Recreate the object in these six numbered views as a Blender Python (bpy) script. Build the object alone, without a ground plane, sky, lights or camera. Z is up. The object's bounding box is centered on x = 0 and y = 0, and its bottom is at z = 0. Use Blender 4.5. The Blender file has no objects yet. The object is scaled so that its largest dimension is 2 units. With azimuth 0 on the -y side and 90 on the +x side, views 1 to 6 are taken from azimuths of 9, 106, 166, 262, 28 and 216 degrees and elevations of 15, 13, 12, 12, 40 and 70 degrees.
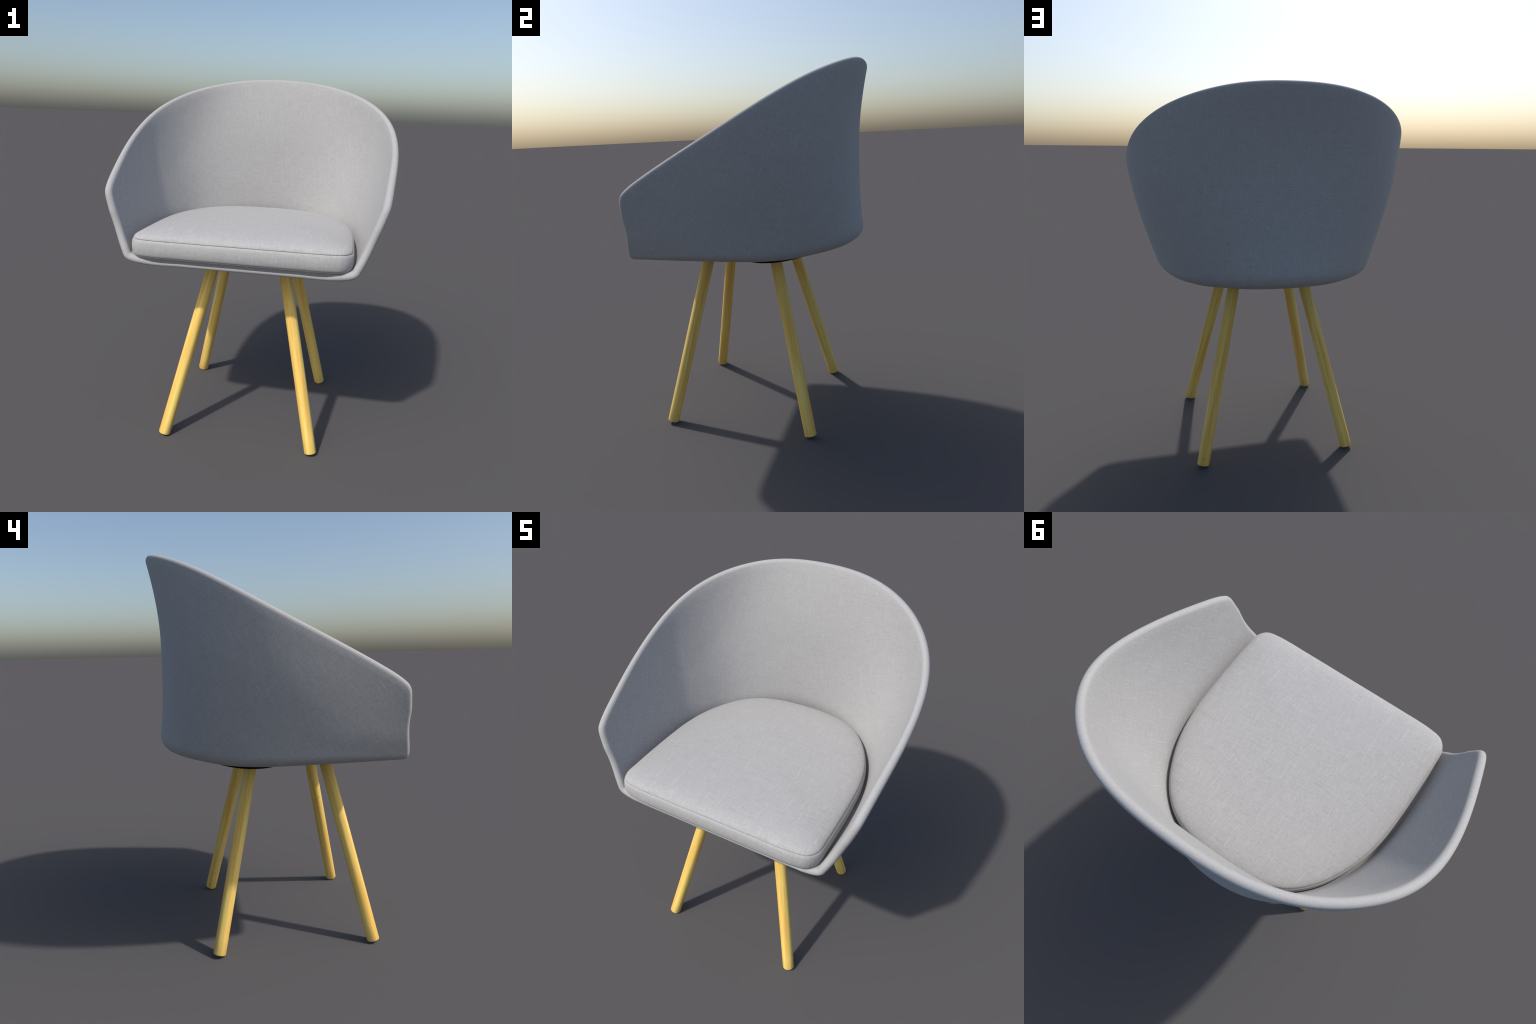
"""Upholstered tub armchair: fabric bucket shell, loose D-shaped seat cushion,
four splayed round beech legs and a black underside liner."""
import bpy, bmesh, math
import numpy as np
from mathutils import Vector, Matrix

# ------------------------------------------------------------------ helpers
def new_object(name, verts, faces, mat, parent=None, smooth=True):
    me = bpy.data.meshes.new(name)
    me.from_pydata([tuple(map(float, v)) for v in verts], [], faces)
    me.validate()
    bm = bmesh.new(); bm.from_mesh(me)
    bmesh.ops.recalc_face_normals(bm, faces=bm.faces)
    bm.to_mesh(me); bm.free()
    if smooth:
        for p in me.polygons:
            p.use_smooth = True
    me.materials.append(mat)
    ob = bpy.data.objects.new(name, me)
    bpy.context.scene.collection.objects.link(ob)
    if parent:
        ob.parent = parent
    return ob


def bspline_basis(n, t, deg=3):
    """Clamped uniform cubic B-spline basis, shape (len(t), n)."""
    t = np.clip(np.asarray(t, float), 0, 1 - 1e-9)
    kn = np.concatenate([np.zeros(deg), np.linspace(0, 1, n - deg + 1), np.ones(deg)])
    B = np.zeros((len(t), n + deg))
    for i in range(n + deg):
        B[:, i] = (kn[i] <= t) & (t < kn[i + 1])
    for d in range(1, deg + 1):
        for i in range(n + deg - d):
            a = (t - kn[i]) / (kn[i + d] - kn[i]) if kn[i + d] > kn[i] else 0
            b = (kn[i + d + 1] - t) / (kn[i + d + 1] - kn[i + 1]) if kn[i + d + 1] > kn[i + 1] else 0
            B[:, i] = a * B[:, i] + b * B[:, i + 1]
    return B[:, :n]


def sstep(a, b, x):
    k = np.clip((x - a) / (b - a), 0, 1)
    return k * k * (3 - 2 * k)


# ---------------------------------------------------------------- materials
def node_tools(mat):
    mat.use_nodes = True
    nt = mat.node_tree
    nt.nodes.clear()
    L = nt.links.new

    def N(kind, **kw):
        n = nt.nodes.new(kind)
        for k, v in kw.items():
            setattr(n, k, v)
        return n

    def val(sock, v):
        if isinstance(v, (int, float)):
            sock.default_value = v
        elif isinstance(v, tuple):
            sock.default_value = v
        else:
            L(v, sock)

    def M(op, a, b=None, c=None, clamp=False):
        n = N('ShaderNodeMath', operation=op); n.use_clamp = clamp
        val(n.inputs[0], a)
        if b is not None: val(n.inputs[1], b)
        if c is not None: val(n.inputs[2], c)
        return n.outputs[0]

    def XYZ(x, y, z):
        n = N('ShaderNodeCombineXYZ')
        for s, v in zip(n.inputs, (x, y, z)):
            val(s, v)
        return n.outputs[0]

    def noise(vec, scale, detail=2.0, rough=.5):
        n = N('ShaderNodeTexNoise')
        L(vec, n.inputs['Vector'])
        n.inputs['Scale'].default_value = scale
        n.inputs['Detail'].default_value = detail
        n.inputs['Roughness'].default_value = rough
        return n.outputs['Fac']

    def rng(x, a, b, c, d):
        n = N('ShaderNodeMapRange')
        val(n.inputs[0], x)
        for i, v in enumerate((a, b, c, d)):
            n.inputs[i + 1].default_value = v
        return n.outputs[0]

    def mix(f, a, b, blend='MIX'):
        n = N('ShaderNodeMix', data_type='RGBA', blend_type=blend)
        val(n.inputs[0], f); val(n.inputs[6], a); val(n.inputs[7], b)
        return n.outputs[2]
    return nt, N, L, M, XYZ, noise, rng, mix


FABRIC = (0.374, 0.374, 0.376)


def fabric(name, layout):
    """Pale grey linen weave; `layout` says how the cloth lies on the form:
    'cone'  - wrapped round the flaring shell, 'flat' - seat top, 'band' - cushion side."""
    mat = bpy.data.materials.new(name)
    nt, N, L, M, XYZ, noise, rng, mix = node_tools(mat)
    tc = N('ShaderNodeTexCoord')
    sep = N('ShaderNodeSeparateXYZ'); L(tc.outputs['Object'], sep.inputs[0])
    x, y, z = sep.outputs
    if layout == 'cone':
        yy = M('SUBTRACT', y, CONE_Y)
        r = M('SQRT', M('ADD', M('MULTIPLY', x, x), M('MULTIPLY', yy, yy)))
        phi = M('ARCTAN2', x, yy)
        h = M('SUBTRACT', z, CONE_Z)
        rho = M('SQRT', M('ADD', M('MULTIPLY', r, r), M('MULTIPLY', h, h)))
        th = M('MULTIPLY', phi, CONE_K)
        u = M('MULTIPLY', rho, M('SINE', th))
        v = M('MULTIPLY', rho, M('COSINE', th))
    elif layout in ('flat', 'grain'):
        u, v = x, y
    else:
        u = M('MULTIPLY', M('ARCTAN2', x, M('MULTIPLY', M('ADD', y, .05), -1.0)), .56)
        v = z
    # warp = bright threads along v, weft = dark slubs along u
    def threads(a, b, fa, fb, off):
        return noise(XYZ(M('MULTIPLY', a, fa), M('MULTIPLY', b, fb), off), 1.0, 3.0, .55)
    warp = threads(u, v, 330., 15., 3.1)
    warp_long = threads(u, v, 210., 7., 9.7)
    weft = threads(u, v, 15., 400., 21.3)
    weft_fine = threads(u, v, 60., 620., 33.)
    warp_fine = threads(u, v, 620., 60., 47.)
    light = rng(warp, .52, .80, 0, 1)
    light2 = rng(warp_long, .58, .80, 0, 1)
    dark = rng(weft, .52, .80, 0, 1)
    fine = M('ADD', M('SUBTRACT', weft_fine, .5), M('SUBTRACT', warp_fine, .5))
    tone = M('ADD', 1.0, M('MULTIPLY', light, .20))
    tone = M('ADD', tone, M('MULTIPLY', light2, .20))
    tone = M('SUBTRACT', tone, M('MULTIPLY', dark, .21))
    tone = M('ADD', tone, M('MULTIPLY', fine, .42))
    if layout == 'grain':
        grain = noise(tc.outputs['Object'], 230., 3., .75)
        soft = noise(tc.outputs['Object'], 60., 2., .5)
        tone = M('ADD', M('ADD', .78, M('MULTIPLY', grain, .42)), M('MULTIPLY', M('SUBTRACT', soft, .5), .10))
    col = N('ShaderNodeVectorMath', operation='SCALE')
    col.inputs[0].default_value = FABRIC
    L(tone, col.inputs['Scale'])
    bs = N('ShaderNodeBsdfPrincipled')
    L(col.outputs[0], bs.inputs['Base Color'])
    bs.inputs['Roughness'].default_value = .95
    bs.inputs['Specular IOR Level'].default_value = .15
    bs.inputs['Sheen Weight'].default_value = .12
    bs.inputs['Sheen Roughness'].default_value = .5
    bump = N('ShaderNodeBump')
    bump.inputs['Strength'].default_value = .18
    bump.inputs['Distance'].default_value = .0015
    L(grain if layout == 'grain' else M('ADD', M('ADD', warp_fine, weft_fine), M('SUBTRACT', light, dark)),
      bump.inputs['Height'])
    L(bump.outputs[0], bs.inputs['Normal'])
    out = N('ShaderNodeOutputMaterial'); L(bs.outputs[0], out.inputs[0])
    return mat


def beech(name):
    mat = bpy.data.materials.new(name)
    nt, N, L, M, XYZ, noise, rng, mix = node_tools(mat)
    tc = N('ShaderNodeTexCoord')
    info = N('ShaderNodeObjectInfo')
    sep = N('ShaderNodeSeparateXYZ'); L(tc.outputs['Object'], sep.inputs[0])
    x, y, z = sep.outputs
    off = M('MULTIPLY', info.outputs['Random'], 37.)
    g1 = noise(XYZ(M('ADD', M('MULTIPLY', x, 26.), off), M('MULTIPLY', y, 26.), M('MULTIPLY', z, 1.3)), 1., 3., .5)
    g2 = noise(XYZ(M('MULTIPLY', x, 64.), M('ADD', M('MULTIPLY', y, 64.), off), M('MULTIPLY', z, 2.2)), 1., 3., .6)
    g3 = noise(XYZ(M('MULTIPLY', x, 420.), M('ADD', M('MULTIPLY', y, 420.), off), M('MULTIPLY', z, 18.)), 1., 2., .6)
    base = mix(rng(g1, .38, .62, 0, 1), (.860, .640, .175, 1), (.800, .480, .105, 1))
    base = mix(M('MULTIPLY', rng(g2, .53, .66, 0, 1), .6), base, (.74, .35, .060, 1))
    base = mix(M('MULTIPLY', rng(g2, .47, .34, 0, 1), .65), base, (.88, .72, .23, 1))
    base = mix(M('MULTIPLY', rng(g3, .45, .75, 0, 1), .12), base, (.45, .24, .07, 1))
    # small brown flecks
    vo = N('ShaderNodeTexVoronoi')
    L(XYZ(M('ADD', M('MULTIPLY', x, 14.), off), M('MULTIPLY', y, 14.), M('MULTIPLY', z, 8.)), vo.inputs['Vector'])
    vo.inputs['Scale'].default_value = 1.
    pick = N('ShaderNodeSeparateColor'); L(vo.outputs['Color'], pick.inputs[0])
    fleck = M('MULTIPLY', rng(vo.outputs['Distance'], .045, .085, 1, 0), M('GREATER_THAN', pick.outputs[0], .45))
    base = mix(M('MULTIPLY', fleck, .55), base, (.40, .17, .04, 1))
    bs = N('ShaderNodeBsdfPrincipled')
    L(base, bs.inputs['Base Color'])
    bs.inputs['Roughness'].default_value = .55
    bs.inputs['Specular IOR Level'].default_value = .3
    out = N('ShaderNodeOutputMaterial'); L(bs.outputs[0], out.inputs[0])
    return mat


def plain(name, col, rough=.8, spec=.2):
    mat = bpy.data.materials.new(name)
    nt, N, L, M, XYZ, noise, rng, mix = node_tools(mat)
    tc = N('ShaderNodeTexCoord')
    n = noise(tc.outputs['Object'], 180., 2.)
    c = mix(n, tuple(.8 * k for k in col) + (1,), tuple(1.2 * k for k in col) + (1,))
    bs = N('ShaderNodeBsdfPrincipled')
    L(c, bs.inputs['Base Color'])
    bs.inputs['Roughness'].default_value = rough
    bs.inputs['Specular IOR Level'].default_value = spec
    out = N('ShaderNodeOutputMaterial'); L(bs.outputs[0], out.inputs[0])
    return mat


CONE_Y, CONE_Z, CONE_K = 0.02, -0.55, 0.37
M_SHELL = fabric('linen_shell', 'cone')
M_RIM = fabric('linen_rim', 'grain')
M_TOP = fabric('linen_seat', 'flat')
M_BAND = fabric('linen_band', 'band')
M_WOOD = beech('beech')
M_BLACK = plain('black_liner', (.006, .006, .006), .9, .1)

# --------------------------------------------------------------------- root
chair = bpy.data.objects.new('armchair', None)
bpy.context.scene.collection.objects.link(chair)
chair['label'] = 'pale grey fabric tub armchair with splayed wooden legs'
chair['category'] = 'armchair'

# -------------------------------------------------------------------- shell
# Control net of the mid-surface, one half (the other is its mirror image).
# Rows run from the floor of the tub (first) over the rounded hip and up the
# wall to the rim (last); columns from the middle of the back to the front edge.
NET = np.array([
    [(0.000, 0.210, 1.022), (0.065, 0.203, 1.022), (0.130, 0.180, 1.021), (0.191, 0.139, 1.020), (0.246, 0.080, 1.019), (0.287, -0.005, 1.017), (0.314, -0.115, 1.014), (0.330, -0.251, 1.014), (0.331, -0.403, 1.021), (0.313, -0.562, 1.036)],
    [(0.000, 0.592, 1.020), (0.116, 0.578, 1.020), (0.233, 0.528, 1.015), (0.349, 0.426, 1.012), (0.458, 0.300, 1.004), (0.532, 0.161, 1.009), (0.572, 0.007, 1.020), (0.587, -0.164, 1.027), (0.580, -0.352, 1.027), (0.560, -0.559, 1.026)],
    [(0.000, 0.564, 1.136), (0.150, 0.550, 1.132), (0.291, 0.503, 1.121), (0.407, 0.411, 1.108), (0.495, 0.296, 1.089), (0.554, 0.165, 1.084), (0.589, 0.016, 1.088), (0.606, -0.159, 1.091), (0.604, -0.350, 1.084), (0.581, -0.552, 1.074)],
    [(0.000, 0.548, 1.313), (0.179, 0.537, 1.304), (0.342, 0.494, 1.280), (0.464, 0.403, 1.247), (0.544, 0.285, 1.214), (0.591, 0.152, 1.188), (0.616, 0.004, 1.168), (0.628, -0.170, 1.152), (0.624, -0.356, 1.131), (0.598, -0.542, 1.108)],
    [(0.000, 0.538, 1.528), (0.199, 0.534, 1.514), (0.381, 0.496, 1.478), (0.518, 0.404, 1.427), (0.601, 0.273, 1.371), (0.643, 0.126, 1.318), (0.656, -0.032, 1.269), (0.652, -0.205, 1.228), (0.643, -0.381, 1.190), (0.620, -0.528, 1.157)],
    [(0.000, 0.534, 1.758), (0.208, 0.534, 1.743), (0.401, 0.505, 1.702), (0.560, 0.417, 1.640), (0.659, 0.271, 1.561), (0.702, 0.099, 1.479), (0.702, -0.087, 1.399), (0.679, -0.273, 1.329), (0.663, -0.433, 1.272), (0.647, -0.515, 1.234)],
    [(0.000, 0.591, 1.985), (0.207, 0.582, 1.977), (0.395, 0.531, 1.941), (0.561, 0.418, 1.882), (0.687, 0.264, 1.790), (0.739, 0.073, 1.679), (0.736, -0.155, 1.565), (0.709, -0.372, 1.452), (0.693, -0.511, 1.373), (0.681, -0.522, 1.332)],
])
ROWS, COLS = NET.shape[:2]
HALF = 0.020                      # half thickness of the padded wall
CORNER_U, CORNER_T = .045, .07    # rounding of the arm tip in the sheet's own coordinates


def shell_sheet(us, ts):
    full = np.concatenate([NET[:, 1:][:, ::-1] * np.array([-1, 1, 1]), NET], 1)
    a = np.clip((np.abs(us) - (1 - CORNER_U)) / CORNER_U, 0, 1)
    cap = 1 - CORNER_T * (1 - np.sqrt(1 - a * a))
    Bu = bspline_basis(2 * COLS - 1, (us + 1) / 2)
    Bt = bspline_basis(ROWS, np.outer(cap, ts).ravel()).reshape(len(us), len(ts), ROWS)
    return np.einsum('utj,ujd->utd', Bt, np.einsum('ui,jid->ujd', Bu, full))


def build_shell():
    half_u = np.concatenate([np.linspace(0, 1 - CORNER_U, 72)[:-1],
                             1 - CORNER_U + CORNER_U * np.sin(np.linspace(0, math.pi / 2, 22))])
    us = np.concatenate([-half_u[::-1], half_u[1:]])
    ts = np.linspace(0, 1, 72)
    S = shell_sheet(us, ts)
    nu, nt_ = len(us), len(ts)
    mid = nu // 2
    P, thick, faces = [], [], []
    idx = np.zeros((nu, nt_), int)
    for i in range(nu):
        for j in range(nt_):
            idx[i, j] = len(P); P.append(S[i, j])
            # padding: full at the rim, thinner in the middle of the back, fuller along the arms
            a_u = abs(us[i])
            up = float(sstep(.2, .45, ts[j])); low_rim = 1 - float(sstep(.84, .99, ts[j]))
            back = 1 - float(sstep(.38, .55, a_u)); behind = 1 - float(sstep(.70, .90, a_u))
            arm = float(sstep(.45, .58, a_u) * (1 - sstep(.72, .88, a_u)))
            pad = up * (low_rim * (-.60 * back + .30 * arm) + (1 - low_rim) * -.45 * behind)
            thick.append(float(sstep(.062, .085, ts[j])) + pad)
    for i in range(nu - 1):
        for j in range(nt_ - 1):
            faces.append((idx[i, j], idx[i + 1, j], idx[i + 1, j + 1], idx[i, j + 1]))
    # floor: ribs between matching stations left and right, closing at the back
    NF = 18
    rib_prev = None
    for i in range(mid + 1):
        a, b = idx[i, 0], idx[nu - 1 - i, 0]
        if i == mid:
            rib = [a] * (NF + 1)
        else:
            rib = [a]
            for k in range(1, NF):
                f = k / NF
                rib.append(len(P)); P.append(S[i, 0] * (1 - f) + S[nu - 1 - i, 0] * f); thick.append(0.)
            rib.append(b)
        if rib_prev is not None:
            for k in range(NF):
                q = [rib_prev[k], rib_prev[k + 1], rib[k + 1], rib[k]]
                q = [v for n, v in enumerate(q) if v not in q[:n]]
                if len(q) > 2:
                    faces.append(tuple(q))
        rib_prev = rib
    P = np.array(P)
    # consistent vertex normals of the sheet, pointing out of the tub
    bm = bmesh.new()
    bv = [bm.verts.new(p) for p in P]
    for f in faces:
        bm.faces.new([bv[k] for k in f])
    bmesh.ops.recalc_face_normals(bm, faces=bm.faces)
    bm.normal_update()
    nrm = np.array([tuple(v.normal) for v in bv])
    if nrm[idx[mid, nt_ // 2]][1] < 0:
        nrm = -nrm
        bmesh.ops.reverse_faces(bm, faces=bm.faces)
    bm.verts.index_update()
    sheet_faces = [[v.index for v in f.verts] for f in bm.faces]
    bedges = [(e.verts[0].index, e.verts[1].index) for e in bm.edges if len(e.link_faces) == 1]
    bm.free()
    thick = np.array(thick)
    h_in = (.011 + (HALF - .011) * thick)[:, None]
    outer = P + nrm * HALF
    inner = P - nrm * h_in
    n = len(P)
    V = [*outer, *inner]
    F = [tuple(f) for f in sheet_faces] + [tuple(k + n for k in reversed(f)) for f in sheet_faces]
    # boundary loop in order
    adj = {}
    for a, b in bedges:
        adj.setdefault(a, []).append(b); adj.setdefault(b, []).append(a)
    start = idx[mid, nt_ - 1]
    loop = [start]; prev = None
    while True:
        nxt = [k for k in adj[loop[-1]] if k != prev]
        prev = loop[-1]
        if nxt[0] == start and len(loop) > 2: break
        loop.append(nxt[0])
    m = len(loop)
    SEG = 8
    ring = []
    for k in range(m):
        c = loop[k]
        t = P[loop[(k + 1) % m]] - P[loop[k - 1]]
        t /= np.linalg.norm(t)
        b = np.cross(t, nrm[c]); b /= np.linalg.norm(b)
        ring.append(b)
    # orient outward: away from the sheet (up, at the top of the back)
    if ring[0][2] < 0:
        ring = [-b for b in ring]
    n_sheet = len(F)
    caps = []
    for k in range(m):
        c = loop[k]
        ctr = (outer[c] + inner[c]) / 2; rad = np.linalg.norm(outer[c] - inner[c]) / 2
        row = [c]
        for s in range(1, SEG):
            a = math.pi * s / SEG
            row.append(len(V)); V.append(ctr + nrm[c] * rad * math.cos(a) + ring[k] * rad * math.sin(a))
        row.append(c + n)
        caps.append(row)
    for k in range(m):
        r0, r1 = caps[k], caps[(k + 1) % m]
        for s in range(SEG):
            F.append((r0[s], r1[s], r1[s + 1], r0[s + 1]))
    ob = new_object('tub_shell', V, F, M_SHELL, chair)
    ob.data.materials.append(M_RIM)       # cloth pulled round the rim shows only its fine grain
    for p in ob.data.polygons:
        if p.index >= n_sheet:
            p.material_index = 1
    return ob


shell = build_shell()

# ------------------------------------------------------------------ cushion
def closed_curve(pts, n):
    """Closed Catmull-Rom (centripetal feel by dense points) through half-outline
    control points given from the middle of the front round to the middle of the back."""
    pts = [np.array(p, float) for p in pts]
    full = pts + [p * np.array([-1, 1]) for p in reversed(pts[1:-1])]
    m = len(full)
    out = []
    for i in range(m):
        p0, p1, p2, p3 = (full[(i + k - 1) % m] for k in range(4))
        d01, d12, d23 = (max(np.linalg.norm(b - a), 1e-6) ** .5 for a, b in ((p0, p1), (p1, p2), (p2, p3)))
        for s in np.linspace(0, 1, 24, endpoint=False):
            t0, t1 = 0, d01; t2 = t1 + d12; t3 = t2 + d23; t = t1 + s * d12
            A1 = (t1 - t) / (t1 - t0) * p0 + (t - t0) / (t1 - t0) * p1
            A2 = (t2 - t) / (t2 - t1) * p1 + (t - t1) / (t2 - t1) * p2
            A3 = (t3 - t) / (t3 - t2) * p2 + (t - t2) / (t3 - t2) * p3
            B1 = (t2 - t) / (t2 - t0) * A1 + (t - t0) / (t2 - t0) * A2
            B2 = (t3 - t) / (t3 - t1) * A2 + (t - t1) / (t3 - t1) * A3
            out.append((t2 - t) / (t2 - t1) * B1 + (t - t1) / (t2 - t1) * B2)
    out = np.array(out)
    seg = np.linalg.norm(np.roll(out, -1, 0) - out, axis=1)
    s = np.concatenate([[0], np.cumsum(seg)])
    q = np.linspace(0, s[-1], n, endpoint=False)
    ext = np.vstack([out, out[:1]])
    return np.stack([np.interp(q, s, ext[:, k]) for k in range(2)], 1)


def outline_normals(c):
    t = np.roll(c, -1, 0) - np.roll(c, 1, 0)
    t /= np.linalg.norm(t, axis=1, keepdims=True)
    nn = np.stack([t[:, 1], -t[:, 0]], 1)
    if np.sum(nn * (c - c.mean(0))) < 0:
        nn = -nn
    return nn


SEAM = closed_curve([(0, -.597), (.25, -.597), (.45, -.593), (.514, -.578), (.546, -.535), (.552, -.45), (.554, -.30),
                     (.552, -.15), (.542, 0), (.512, .14), (.466, .25), (.415, .335), (.352, .403),
                     (.282, .450), (.16, .488), (0, .500)], 420)
SEAM_N = outline_normals(SEAM)
Z_TOP, Z_LOW = 1.150, 1.063
CENTRE = np.array([0, -.06])


def loft_rings(rings):
    n = len(rings[0]); V = [p for r in rings for p in r]; F = []
    for a in range(len(rings) - 1):
        for i in range(n):
            j = (i + 1) % n
            F.append((a * n + i, a * n + j, (a + 1) * n + j, (a + 1) * n + i))
    return V, F, n


def crown(s):
    """Height of the cushion top above the seam; s = 0 middle ... 1 seam."""
    return .033 * np.sqrt(np.clip(1 - s ** 10, 0, 1)) + .026 * (1 - s ** 2.0)


def build_cushion():
    # top panel, domed, its edge just overhanging the side band
    rings = []
    rad = np.concatenate([np.sin(np.linspace(math.pi / 2, .35, 40)) , np.linspace(np.sin(.35), .02, 14)[1:]])
    edge = SEAM + SEAM_N * .0008
    rings.append(np.c_[SEAM - SEAM_N * .0012, np.full(len(SEAM), Z_TOP - .0004)])
    for s in rad:
        plan = CENTRE + (edge - CENTRE) * s
        # the crown sits a little fuller towards the front
        rings.append(np.c_[plan, Z_TOP + crown(s) * (1 - .16 * (plan[:, 1] + .05))])
    V, F, n = loft_rings(rings)
    V.append(np.array([CENTRE[0], CENTRE[1], Z_TOP + crown(0)])); c = len(V) - 1
    b = (len(rings) - 1) * n
    F += [(b + i, b + (i + 1) % n, c) for i in range(n)]
    top = new_object('seat_cushion', V, F, M_TOP, chair)
    # boxing band round the side: bulges a little, tucks in at both seams
    rings = []
    for k in np.linspace(0, 1, 15):
        z = Z_TOP - .001 - k * (Z_TOP - Z_LOW)
        bul = -.0004 + .013 * max(math.sin(math.pi * k), 0) ** .45 - .003 * k
        rings.append(np.c_[SEAM + SEAM_N * bul, np.full(len(SEAM), z)])
    for inset, z in ((.012, Z_LOW - .002), (.019, Z_LOW - .007), (.021, Z_LOW - .030), (.075, Z_LOW - .036)):
        rings.append(np.c_[SEAM - SEAM_N * inset, np.full(len(SEAM), z)])
    for s in (.8, .55, .25, .02):
        rings.append(np.c_[CENTRE + (SEAM - SEAM_N * .075 - CENTRE) * s, np.full(len(SEAM), Z_LOW - .037)])
    V, F, n = loft_rings(rings)
    V.append(np.array([CENTRE[0], CENTRE[1], Z_LOW - .037])); c = len(V) - 1
    b = (len(rings) - 1) * n
    F += [(b + i, b + (i + 1) % n, c) for i in range(n)]
    new_object('side_band', V, F, M_BAND, top)
    # lower welt
    rings = []
    path = SEAM - SEAM_N * .0050
    for k in range(9):
        a = 2 * math.pi * k / 8
        rings.append(np.c_[path + SEAM_N * .0036 * math.cos(a), np.full(len(SEAM), Z_LOW - .001 + .0036 * math.sin(a))])
    V, F, n = loft_rings(rings)
    new_object('welt', V, F, M_BAND, top)
    return top


cushion = build_cushion()

# ----------------------------------------------------------- underside liner
def build_liner():
    out = closed_curve([(0, -.33), (.18, -.32), (.27, -.26), (.32, -.14), (.39, -.02), (.455, .09), (.450, .165),
                        (.40, .236), (.29, .310), (.15, .360), (0, .375)], 160)
    nn = outline_normals(out)
    rings = [np.c_[out, np.full(len(out), 1.004)], np.c_[out, np.full(len(out), .995)],
             np.c_[out - nn * .004, np.full(len(out), .9925)]]
    for s in (.8, .5, .05):
        rings.append(np.c_[(out - nn * .004) * s, np.full(len(out), .992)])
    V, F, n = loft_rings(rings)
    V.append(np.array([0, 0, .992])); c = len(V) - 1; b = (len(rings) - 1) * n
    F += [(b + i, b + (i + 1) % n, c) for i in range(n)]
    return new_object('underside_liner', V, F, M_BLACK, chair)


build_liner()

# --------------------------------------------------------------------- legs
LEG_R = .0328
LEG_C = np.array([.007, -.076])
FOOT, HEAD = .414, .1905             # distance from the leg centre lines to the middle, at floor and seat
Z_HEAD = 1.0


def build_legs():
    d = Vector((FOOT - HEAD, FOOT - HEAD, -Z_HEAD))
    length = d.length
    tilt = math.acos(Z_HEAD / length)
    seg = 40
    prof = [(0.0, 0.0), (.6, 0.0), (LEG_R / LEG_R - .09, 0.0), (.97, .0015), (1.0, .0045)]
    zs = [(r, z) for r, z in prof]
    body = [(1.0, length * k / 12) for k in range(1, 13)]
    rings = []
    for r, z in zs[1:] + body:
        rings.append([(LEG_R * r * math.cos(2 * math.pi * i / seg), LEG_R * r * math.sin(2 * math.pi * i / seg), z) for i in range(seg)])
    V, F, n = loft_rings(rings)
    V = [np.array(v) for v in V]
    V.append(np.array([0, 0, 0.])); c = len(V) - 1
    F += [((i + 1) % n, i, c) for i in range(n)]
    V.append(np.array([0, 0, length])); c = len(V) - 1; b = (len(rings) - 1) * n
    F += [(b + i, b + (i + 1) % n, c) for i in range(n)]
    first = None
    for sx, sy in ((-1, -1), (1, -1), (1, 1), (-1, 1)):
        lift = LEG_R * math.sin(tilt)
        foot = Vector((LEG_C[0] + sx * FOOT, LEG_C[1] + sy * FOOT, lift))
        head = Vector((LEG_C[0] + sx * HEAD, LEG_C[1] + sy * HEAD, Z_HEAD))
        if first is None:
            ob = first = new_object('leg', V, F, M_WOOD, chair)
        else:
            ob = first.copy(); bpy.context.scene.collection.objects.link(ob)
        rot = (head - foot).to_track_quat('Z', 'Y').to_matrix().to_4x4()
        ob.matrix_world = Matrix.Translation(foot) @ rot
        ob.parent = chair


build_legs()
